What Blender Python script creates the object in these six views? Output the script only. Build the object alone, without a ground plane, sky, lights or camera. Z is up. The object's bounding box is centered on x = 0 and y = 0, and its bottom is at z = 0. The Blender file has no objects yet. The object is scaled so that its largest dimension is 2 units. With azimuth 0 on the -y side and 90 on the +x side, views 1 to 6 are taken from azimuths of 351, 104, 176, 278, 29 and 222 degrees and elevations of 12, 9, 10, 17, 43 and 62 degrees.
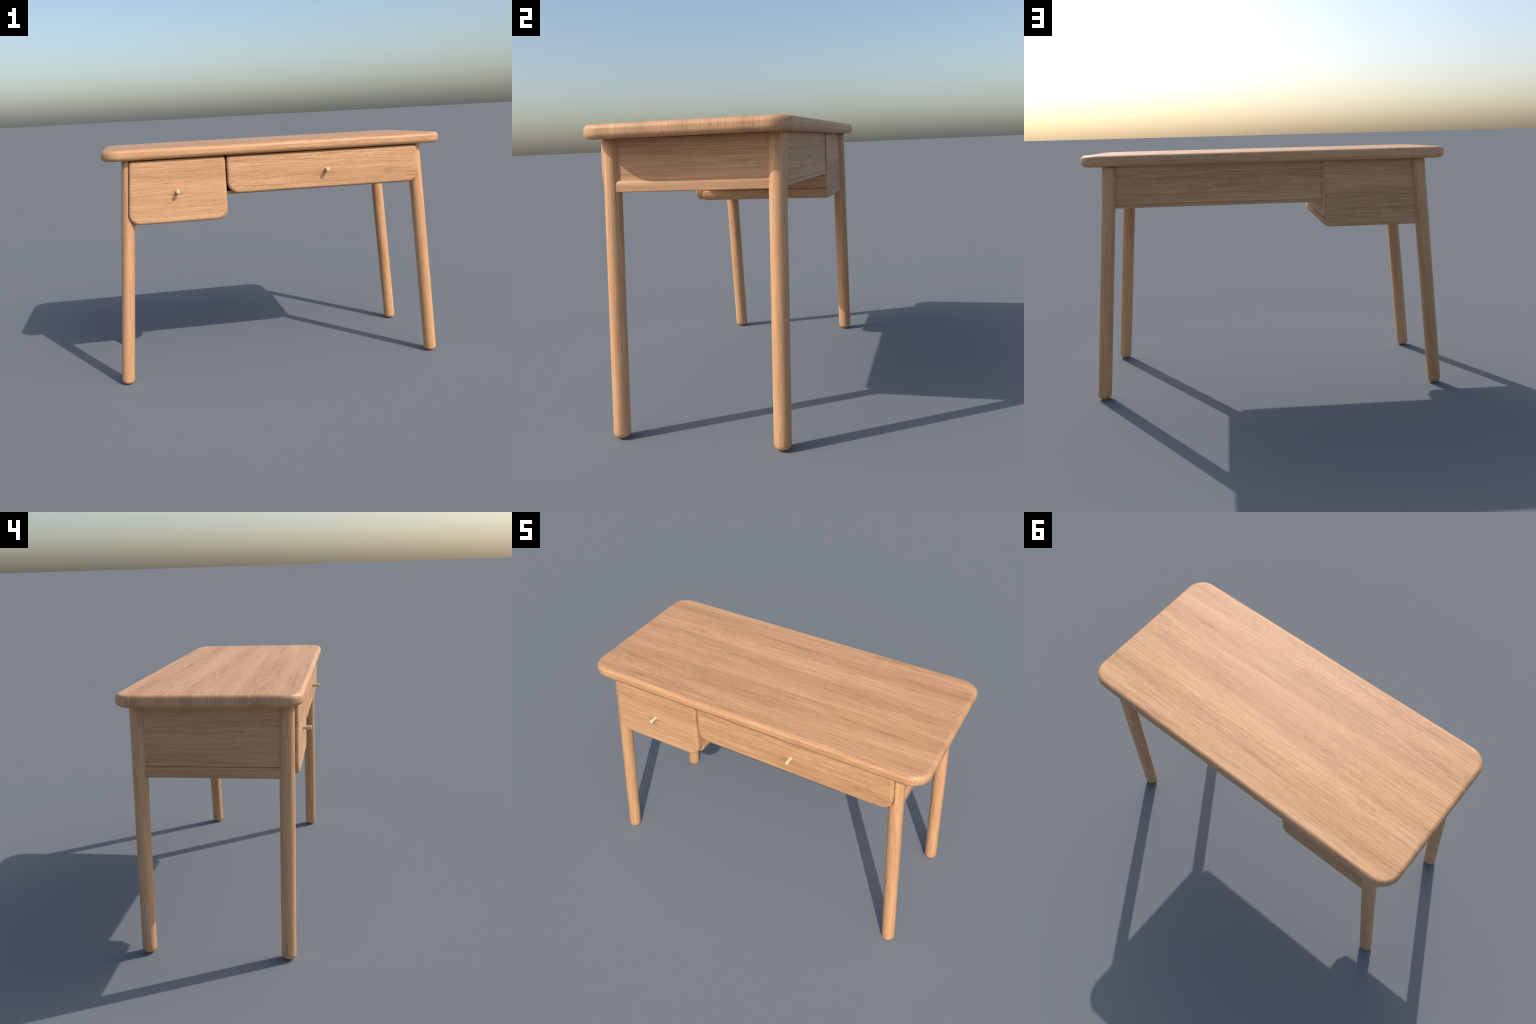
# Oak writing desk: rounded slab top, four splayed dowel legs, a shallow wide
# drawer and a deep small drawer, each with a pale peg knob.
import bpy, bmesh, math
from mathutils import Vector, Matrix

# ------------------------------------------------------------------ sizes (m)
TOP_X, TOP_Y0, TOP_Y1 = 0.9998, -0.4460, 0.4655
TOP_Z0, TOP_Z1, TOP_R, TOP_CORNER = 1.3185, 1.3800, 0.024, 0.105
LEG_R, LEG_TOP_Z, LEG_SPLAY = 0.0382, 1.3165, 0.0866   # splay: x run per metre of height
FACE_Y = -0.4185                                        # plane of the drawer fronts
DRAWER_T = 0.046

# ------------------------------------------------------------------ materials
class Nodes:
    """Small helper that wires shader nodes together."""
    def __init__(self, mat):
        self.t = mat.node_tree
        self.t.nodes.clear()
    def new(self, kind, **props):
        n = self.t.nodes.new(kind)
        for k, v in props.items():
            setattr(n, k, v)
        return n
    def put(self, sock, val):
        if hasattr(val, "is_output"):
            self.t.links.new(val, sock)
        else:
            sock.default_value = val
    def math(self, op, a, b=0.0, c=0.0, clamp=False):
        n = self.new("ShaderNodeMath", operation=op, use_clamp=clamp)
        for s, v in zip(n.inputs, (a, b, c)):
            self.put(s, v)
        return n.outputs[0]
    def vec(self, x, y, z):
        n = self.new("ShaderNodeCombineXYZ")
        for s, v in zip(n.inputs, (x, y, z)):
            self.put(s, v)
        return n.outputs[0]
    def noise(self, vec, detail=2.0, rough=0.5, distort=0.0):
        n = self.new("ShaderNodeTexNoise")
        self.put(n.inputs["Vector"], vec)
        n.inputs["Scale"].default_value = 1.0
        n.inputs["Detail"].default_value = detail
        n.inputs["Roughness"].default_value = rough
        n.inputs["Distortion"].default_value = distort
        return n.outputs["Fac"]
    def ramp(self, fac, stops, interp="LINEAR"):
        n = self.new("ShaderNodeValToRGB")
        n.color_ramp.interpolation = interp
        while len(n.color_ramp.elements) < len(stops):
            n.color_ramp.elements.new(0.5)
        for e, (p, c) in zip(n.color_ramp.elements, stops):
            e.position = p
            e.color = (*c, 1) if len(c) == 3 else c
        self.put(n.inputs[0], fac)
        return n.outputs[0]


def oak(name, along="x", seed=0.0, knots=(), broad=1.0, fine=1.0, tint=1.0, wrap=None):
    """Straight-grained pale oak. `along` is the fibre axis; the pattern is a
    function of the two directions across it. knots: (along, across, bulge,
    half length, half height) places where the fibres part around an eye."""
    m = bpy.data.materials.new(name)
    m.use_nodes = True
    N = Nodes(m)
    tc = N.new("ShaderNodeTexCoord")
    sp = N.new("ShaderNodeSeparateXYZ"); N.put(sp.inputs[0], tc.outputs["Object"])
    sn = N.new("ShaderNodeSeparateXYZ"); N.put(sn.inputs[0], tc.outputs["Normal"])
    ax = {"x": 0, "y": 1, "z": 2}[along]
    # board directions: l along the fibre, a and b across it
    others = {"x": (1, 2), "y": (2, 0), "z": (0, 1)}[along]
    l, a, b = sp.outputs[ax], sp.outputs[others[0]], sp.outputs[others[1]]
    # on sawn ends the surface grain runs straight on over the edge: squeeze the
    # direction named in `wrap` (which = a or b, about the given centre) there
    if wrap is not None:
        which, centre = wrap
        end = N.math("POWER", N.math("ABSOLUTE", sn.outputs[ax]), 1.5)
        squeeze = N.math("SUBTRACT", 1.0, N.math("MULTIPLY", end, 0.90))
        val = N.math("MULTIPLY_ADD", N.math("SUBTRACT", a if which == "a" else b, centre), squeeze, centre)
        if which == "a":
            a = val
        else:
            b = val
    # knots push the fibres aside
    eye = None
    for kl, ka, bulge, sl, sa in knots:
        dl = N.math("DIVIDE", N.math("SUBTRACT", l, kl), sl)
        src = b if name.startswith("oak_front") else a
        da = N.math("DIVIDE", N.math("SUBTRACT", src, ka), sa)
        fall = N.math("POWER", 2.718, N.math("MULTIPLY", N.math("MULTIPLY", dl, dl), -1.0))
        fall2 = N.math("POWER", 2.718, N.math("MULTIPLY", N.math("MULTIPLY", da, da), -0.35))
        push = N.math("MULTIPLY", N.math("MULTIPLY", N.math("TANH", da), N.math("MULTIPLY", fall, fall2)), -bulge)
        if name.startswith("oak_front"):
            b = N.math("ADD", b, push)
        else:
            a = N.math("ADD", a, push)
        core = N.math("MULTIPLY", N.math("POWER", 2.718, N.math("MULTIPLY", N.math("MULTIPLY", dl, dl), -5.0)),
                      N.math("POWER", 2.718, N.math("MULTIPLY", N.math("MULTIPLY", da, da), -2.5)))
        eye = core if eye is None else N.math("MAXIMUM", eye, core)
    # gentle wander of the grain
    s = seed * 7.31
    wob = N.noise(N.vec(N.math("MULTIPLY_ADD", l, 2.2, s), N.math("MULTIPLY", a, 7.0), N.math("MULTIPLY", b, 7.0)), 2.0, 0.5)
    wob = N.math("MULTIPLY", N.math("SUBTRACT", wob, 0.5), 0.016)
    a = N.math("ADD", a, wob)
    b = N.math("ADD", b, wob)

    def layer(fl, fc, detail, rough, off, distort=0.0):
        return N.noise(N.vec(N.math("MULTIPLY_ADD", l, fl, s + off), N.math("MULTIPLY_ADD", a, fc, s * 1.7),
                             N.math("MULTIPLY_ADD", b, fc, s * 0.6 + off)), detail, rough, distort)
    big = layer(0.5, 11.0, 2.0, 0.5, 1.3)            # boards and wide bands
    mid = layer(1.6, 60.0, 2.0, 0.6, 4.1, 0.2)       # growth rings
    fib = layer(5.0, 250.0, 2.0, 0.6, 8.7)          # fibres
    pore = layer(18.0, 330.0, 1.0, 0.5, 15.9)        # short dark pores

    stretch = lambda v, k: N.math("MULTIPLY", N.math("SUBTRACT", v, 0.5), k)
    # some stretches of a board are calm, others strongly figured
    vary = N.math("MULTIPLY_ADD", layer(1.4, 13.0, 1.0, 0.5, 33.0), 1.9, 0.0)
    tone = N.math("ADD", stretch(big, 1.0 * broad), stretch(mid, 0.50))
    tone = N.math("ADD", tone, N.math("MULTIPLY", stretch(fib, 1.30 * fine), vary))
    fleck = layer(34.0, 170.0, 1.0, 0.5, 21.7)       # short rays and flecks
    tone = N.math("ADD", tone, N.math("MULTIPLY", stretch(fleck, 0.42), vary))
    tone = N.math("ADD", tone, 0.52)
    pores = N.ramp(pore, [(0.60, (0, 0, 0)), (0.74, (1, 1, 1))])
    tone = N.math("SUBTRACT", tone, N.math("MULTIPLY", pores, 0.16))
    if eye is not None:
        tone = N.math("SUBTRACT", tone, N.math("MULTIPLY", eye, 0.26 if name == "oak_front" else 0.15))
    t = tint
    col = N.ramp(tone, [(0.00, (0.345 * t, 0.157 * t, 0.061 * t)),
                        (0.35, (0.497 * t, 0.256 * t, 0.116 * t)),
                        (0.62, (0.606 * t, 0.326 * t, 0.161 * t)),
                        (1.00, (0.730 * t, 0.420 * t, 0.228 * t))])
    bs = N.new("ShaderNodeBsdfPrincipled")
    N.put(bs.inputs["Base Color"], col)
    N.put(bs.inputs["Roughness"], N.math("MULTIPLY_ADD", fib, 0.12, 0.46))
    bs.inputs["Specular IOR Level"].default_value = 0.5
    bump = N.new("ShaderNodeBump")
    bump.inputs["Strength"].default_value = 0.35
    bump.inputs["Distance"].default_value = 0.0012
    N.put(bump.inputs["Height"], N.math("SUBTRACT", N.math("MULTIPLY_ADD", mid, 0.6, fib), N.math("MULTIPLY", pores, 0.4)))
    N.put(bs.inputs["Normal"], bump.outputs[0])
    out = N.new("ShaderNodeOutputMaterial")
    N.put(out.inputs[0], bs.outputs[0])
    return m


def pale_peg(name):
    m = bpy.data.materials.new(name)
    m.use_nodes = True
    N = Nodes(m)
    tc = N.new("ShaderNodeTexCoord")
    mp = N.new("ShaderNodeMapping"); mp.inputs["Scale"].default_value = (160, 20, 160)
    N.put(mp.inputs[0], tc.outputs["Object"])
    f = N.noise(mp.outputs[0], 2.0)
    col = N.ramp(f, [(0.3, (0.64, 0.475, 0.255)), (0.7, (0.74, 0.57, 0.33))])
    bs = N.new("ShaderNodeBsdfPrincipled")
    N.put(bs.inputs["Base Color"], col)
    bs.inputs["Roughness"].default_value = 0.42
    out = N.new("ShaderNodeOutputMaterial")
    N.put(out.inputs[0], bs.outputs[0])
    return m

# ------------------------------------------------------------------ geometry
ROOT = bpy.data.objects.new("writing_desk", None)
bpy.context.collection.objects.link(ROOT)
ROOT["label"] = "pale oak writing desk with two drawers and round splayed legs"
ROOT["category"] = "desk"


def finish(bm, name, mat, parent=ROOT, angle=35):
    bmesh.ops.recalc_face_normals(bm, faces=bm.faces)
    lim = math.radians(angle)
    for f in bm.faces:
        f.smooth = True
    for e in bm.edges:
        if len(e.link_faces) == 2 and e.calc_face_angle(0) > lim:
            e.smooth = False
    me = bpy.data.meshes.new(name)
    bm.to_mesh(me); bm.free()
    me.materials.append(mat)
    ob = bpy.data.objects.new(name, me)
    bpy.context.collection.objects.link(ob)
    ob.parent = parent
    return ob


def round_outline(u0, u1, v0, v1, radii, inset=0.0, seg=14):
    """Rounded rectangle; radii for the corners (u0v0, u1v0, u1v1, u0v1)."""
    pts = []
    cs = [(u0, v0, 1, 1, 180), (u1, v0, -1, 1, 270), (u1, v1, -1, -1, 0), (u0, v1, 1, -1, 90)]
    for (u, v, su, sv, a0), R in zip(cs, radii):
        r = max(R - inset, 1e-4)
        rr = max(R, inset + 1e-4)
        cu, cv = u + su * rr, v + sv * rr
        for i in range(seg + 1):
            a = math.radians(a0 + 90 * i / seg)
            pts.append((cu + r * math.cos(a), cv + r * math.sin(a)))
    return pts

PLANES = {"xy": lambda u, v, w: (u, v, w), "xz": lambda u, v, w: (u, w, v), "yz": lambda u, v, w: (w, u, v)}


def board_bm(plane, u0, u1, v0, v1, w0, w1, radii, r0, r1, seg=8, cseg=14):
    """Board: rounded-rectangle outline in `plane`, thickness w0..w1, with its
    faces eased by radius r0 (at w0) and r1 (at w1)."""
    put = PLANES[plane]
    prof = [(r0 + 0.002, w0)]
    prof += [(r0 * (1 - math.sin(t)), w0 + r0 * (1 - math.cos(t))) for t in [math.pi / 2 * i / seg for i in range(seg + 1)]]
    prof += [(r1 * (1 - math.cos(t)), w1 - r1 * (1 - math.sin(t))) for t in [math.pi / 2 * i / seg for i in range(seg + 1)]]
    prof += [(r1 + 0.002, w1)]
    bm = bmesh.new()
    rings = []
    for d, w in prof:
        rings.append([bm.verts.new(put(u, v, w)) for u, v in round_outline(u0, u1, v0, v1, radii, d, cseg)])
    n = len(rings[0])
    for A, B in zip(rings, rings[1:]):
        for i in range(n):
            bm.faces.new((A[i], A[(i + 1) % n], B[(i + 1) % n], B[i]))
    bm.faces.new(rings[0][::-1]); bm.faces.new(rings[-1])
    return bm


def board(name, mat, plane, u, v, w, radii=0.002, r=(0.0015, 0.0015), parent=ROOT, **kw):
    if not hasattr(radii, "__len__"):
        radii = (radii,) * 4
    return finish(board_bm(plane, *u, *v, *w, radii, *r, **kw), name, mat, parent)


def prism(name, mat, outline, y0, y1, ease=0.003):
    """Extrude an xz outline along y and ease the two cut ends."""
    bm = bmesh.new()
    A = [bm.verts.new((x, y0, z)) for x, z in outline]
    B = [bm.verts.new((x, y1, z)) for x, z in outline]
    n = len(A)
    for i in range(n):
        bm.faces.new((A[i], A[(i + 1) % n], B[(i + 1) % n], B[i]))
    fa, fb = bm.faces.new(A[::-1]), bm.faces.new(B)
    bmesh.ops.recalc_face_normals(bm, faces=bm.faces)
    bmesh.ops.bevel(bm, geom=list(set(fa.edges) | set(fb.edges)), offset=ease, segments=3, affect="EDGES", profile=0.5)
    return finish(bm, name, mat)

# --- tabletop
TOP_KNOTS = [(-0.62, 0.16, 0.020, 0.10, 0.030), (0.33, 0.12, 0.016, 0.09, 0.026), (-0.20, 0.05, 0.014, 0.10, 0.022),
             (0.05, -0.27, 0.018, 0.08, 0.030), (-0.42, -0.10, 0.015, 0.10, 0.022), (0.70, -0.20, 0.018, 0.12, 0.030)]
board("tabletop", oak("oak_tabletop", "x", 1.0, TOP_KNOTS, wrap=("b", TOP_Z1)), "xy", (-TOP_X, TOP_X), (TOP_Y0, TOP_Y1), (TOP_Z0, TOP_Z1),
      TOP_CORNER, (TOP_R, TOP_R), seg=12, cseg=28)

# --- drawers: (x0, x1, z0, z1), knob position, knots
# The outer edge of each drawer front follows the leg axis; x0/x1 on that side are
# given at the height of the top edge.
def follow_leg(bm, x0, x1, z1, side):
    for v in bm.verts:
        w = (v.co.x - x0) / (x1 - x0)
        w = w if side > 0 else 1 - w
        v.co.x += side * w * LEG_SPLAY * (z1 - v.co.z)

DRAWERS = [((-0.8475, -0.3080, 0.9540, 1.3135), (-0.590, 1.1334), [(-0.60, 1.118, 0.022, 0.11, 0.034)]),
           ((-0.3010, 0.8385, 1.096, 1.3135), (0.281, 1.2037), [(0.27, 1.185, 0.016, 0.10, 0.028), (0.655, 1.165, 0.010, 0.05, 0.018)])]
CORNERS = (0.068, 0.068, 0.018, 0.018)
peg_mat = pale_peg("pale_wood_peg")
cutters = []
for i, ((x0, x1, z0, z1), (kx, kz), knots) in enumerate(DRAWERS):
    side = -1 if i == 0 else 1
    bm = board_bm("xz", x0, x1, z0, z1, FACE_Y, FACE_Y + DRAWER_T, CORNERS, 0.016, 0.002, 8, 20)
    follow_leg(bm, x0, x1, z1, side)
    d = finish(bm, "drawer_front", oak("oak_front", "x", 3.0 + 2.2 * i, knots, broad=1.35, tint=0.945, wrap=("a", FACE_Y)))
    # turned peg knob, flared a hair at the tip
    bm = bmesh.new()
    prof = [(0.0, -0.4645), (0.0088, -0.4645), (0.0103, -0.4638), (0.0109, -0.4622), (0.0102, -0.452), (0.0098, -0.440), (0.0102, FACE_Y + 0.004)]
    rings = []
    for r, y in prof[1:]:
        rings.append([bm.verts.new((kx + r * math.cos(2 * math.pi * k / 32), y, kz + r * math.sin(2 * math.pi * k / 32))) for k in range(32)])
    for A, B in zip(rings, rings[1:]):
        for k in range(32):
            bm.faces.new((A[k], A[(k + 1) % 32], B[(k + 1) % 32], B[k]))
    bm.faces.new(rings[0]); bm.faces.new(rings[-1][::-1])
    finish(bm, "knob", peg_mat, d, 50)
    # clearance that the front's edge leaves in the leg behind it
    g = 0.0030
    bm = board_bm("xz", x0 - g, x1 + g, z0 - g, z1 + 0.02, -0.5, FACE_Y + DRAWER_T + 0.002,
                  (CORNERS[0] + g, CORNERS[1] + g, 0.01, 0.01), 0.001, 0.001, 2, 16)
    follow_leg(bm, x0, x1, z1, side)
    me = bpy.data.meshes.new("cutter"); bmesh.ops.recalc_face_normals(bm, faces=bm.faces); bm.to_mesh(me); bm.free()
    c = bpy.data.objects.new("cutter", me); bpy.context.collection.objects.link(c); c.hide_render = True
    cutters.append(c)

# --- legs: foot x, y, lean direction, notching cutter
def leg_bm(length, r, foot=0.026, n=56):
    bm = bmesh.new()
    prof = [(r - foot, 0.0)]
    prof = [((r - foot) * 0.5, 0.0)] + [(r - foot + foot * math.sin(t), foot * (1 - math.cos(t))) for t in [math.pi / 2 * i / 8 for i in range(9)]]
    steps = 24
    prof += [(r, foot + (length - foot - 0.002) * i / steps) for i in range(1, steps + 1)] + [(r - 0.001, length)]
    rings = [[bm.verts.new((p * math.cos(2 * math.pi * k / n), p * math.sin(2 * math.pi * k / n), z)) for k in range(n)] for p, z in prof]
    for A, B in zip(rings, rings[1:]):
        for k in range(n):
            bm.faces.new((A[k], A[(k + 1) % n], B[(k + 1) % n], B[k]))
    bm.faces.new(rings[0][::-1]); bm.faces.new(rings[-1])
    return bm

LEGS = [(-0.9635, -0.361, 1, 0), (0.9535, -0.3600, -1, 1), (0.9625, 0.3800, -1, None), (-0.9630, 0.3800, 1, None)]
tilt = math.atan(LEG_SPLAY)
for i, (fx, fy, lean, cut) in enumerate(LEGS):
    lift = (LEG_R - 0.026) * math.sin(tilt)
    length = (LEG_TOP_Z - lift) / math.cos(tilt)
    ob = finish(leg_bm(length, LEG_R), "leg", oak("oak_leg", "z", 11.0 + 1.7 * i, broad=0.8, fine=0.85, tint=(1.02, 1.12, 1.07, 1.01)[i]))
    # the foot centre is where the leg axis meets the floor
    ob.location = (fx + lean * LEG_SPLAY * lift, fy, lift * 0.58 + 0.0006)
    ob.rotation_euler = (0, lean * tilt, 0)
    if cut is not None:
        bpy.context.view_layer.update()
        mod = ob.modifiers.new("notch", "BOOLEAN")
        mod.operation = "DIFFERENCE"; mod.solver = "EXACT"; mod.object = cutters[cut]
        dg = bpy.context.evaluated_depsgraph_get()
        me = bpy.data.meshes.new_from_object(ob.evaluated_get(dg))
        ob.modifiers.clear()
        ob.data = me
for c in cutters:
    bpy.data.objects.remove(c)

# --- carcass between the legs
Z_TOP = 1.3175
BACK = 0.3848                      # outer face of the back panels
WIDE_Z, DEEP_Z = 1.0905, 0.9495    # undersides of the two bottom boards
T = 0.0195                         # bottom board thickness
FRONT_IN = FACE_Y + DRAWER_T + 0.002
XR, XL = 0.852, -0.852             # side panels
XD0, XD1 = -0.3250, -0.3072        # divider

def leaning(ob, side):
    """Shear a part so that it follows the splay of the legs (x given at z = 0)."""
    for v in ob.data.vertices:
        v.co.x -= side * LEG_SPLAY * v.co.z
    ob.data.update()
    return ob

AXIS = 0.9625                      # x of the leg axes at the floor
leaning(board("side_panel", oak("oak_side", "y", 21.0), "yz", (-0.352, 0.372), (WIDE_Z + T, Z_TOP), (AXIS - 0.012, AXIS + 0.0065)), 1)
leaning(board("side_panel", oak("oak_side", "y", 23.0), "yz", (-0.352, 0.372), (1.0066, Z_TOP), (-AXIS - 0.0175, -AXIS + 0.002)), -1)
board("back_panel", oak("oak_back", "x", 25.0), "xz", (XD1, 0.850), (WIDE_Z + T - 0.002, Z_TOP), (BACK - 0.018, BACK))
board("back_panel", oak("oak_back", "x", 27.0), "xz", (-0.850, XD0), (DEEP_Z + T - 0.002, Z_TOP), (BACK - 0.014, BACK + 0.0045))
board("divider", oak("oak_side", "y", 29.0), "yz", (FRONT_IN, BACK + 0.0066), (1.0085, Z_TOP), (XD0, XD1))

# bottom board of the wide drawer, butting on the divider
board("bottom_board", oak("oak_bottom", "x", 31.0), "yz", (FRONT_IN, BACK + 0.0035), (WIDE_Z, WIDE_Z + T), (XD1 + 0.0005, 0.872),
      (0.002, 0.003, 0.013, 0.002))
# bottom board of the deep drawer: turns up in a curve under the divider
UP_X, UP_Z, RO = -0.3030, 1.0075, 0.048
RI = RO - T - 0.002
ci = (UP_X - RO, DEEP_Z + RO)
out = [(-0.872, DEEP_Z)]
out += [(ci[0] + RO * math.sin(t), ci[1] - RO * math.cos(t)) for t in [math.pi / 2 * i / 16 for i in range(17)]]
er = 0.006
out += [(UP_X - er + er * math.cos(t), UP_Z - er + er * math.sin(t)) for t in [math.pi / 2 * i / 6 for i in range(7)]]
out += [(ci[0] + RI, UP_Z)]
out += [(ci[0] + RI * math.cos(t), ci[1] - RI * math.sin(t)) for t in [math.pi / 2 * i / 12 for i in range(13)]]
out += [(-0.872, DEEP_Z + T + 0.002)]
prism("bottom_board", oak("oak_side", "y", 33.0), out, FRONT_IN, BACK + 0.0055, 0.007)

# side rails under the side panels, top outer edge well rounded
leaning(board("side_rail", oak("oak_side", "y", 35.0), "xz", (AXIS - 0.018, AXIS + 0.0190), (WIDE_Z - 0.0005, 1.1425), (-0.352, 0.372),
      (0.002, 0.004, 0.018, 0.002)), 1)
leaning(board("side_rail", oak("oak_side", "y", 37.0), "xz", (-AXIS - 0.0220, -AXIS + 0.018), (DEEP_Z - 0.0005, 1.0045), (-0.352, 0.372),
      (0.004, 0.002, 0.002, 0.007)), -1)
# tongue that closes the shallow joint between the deep side panel and its rail
leaning(board("tongue", oak("oak_side", "y", 39.0), "yz", (-0.350, 0.370), (0.985, 1.030), (-AXIS - 0.0125, -AXIS + 0.006)), -1)
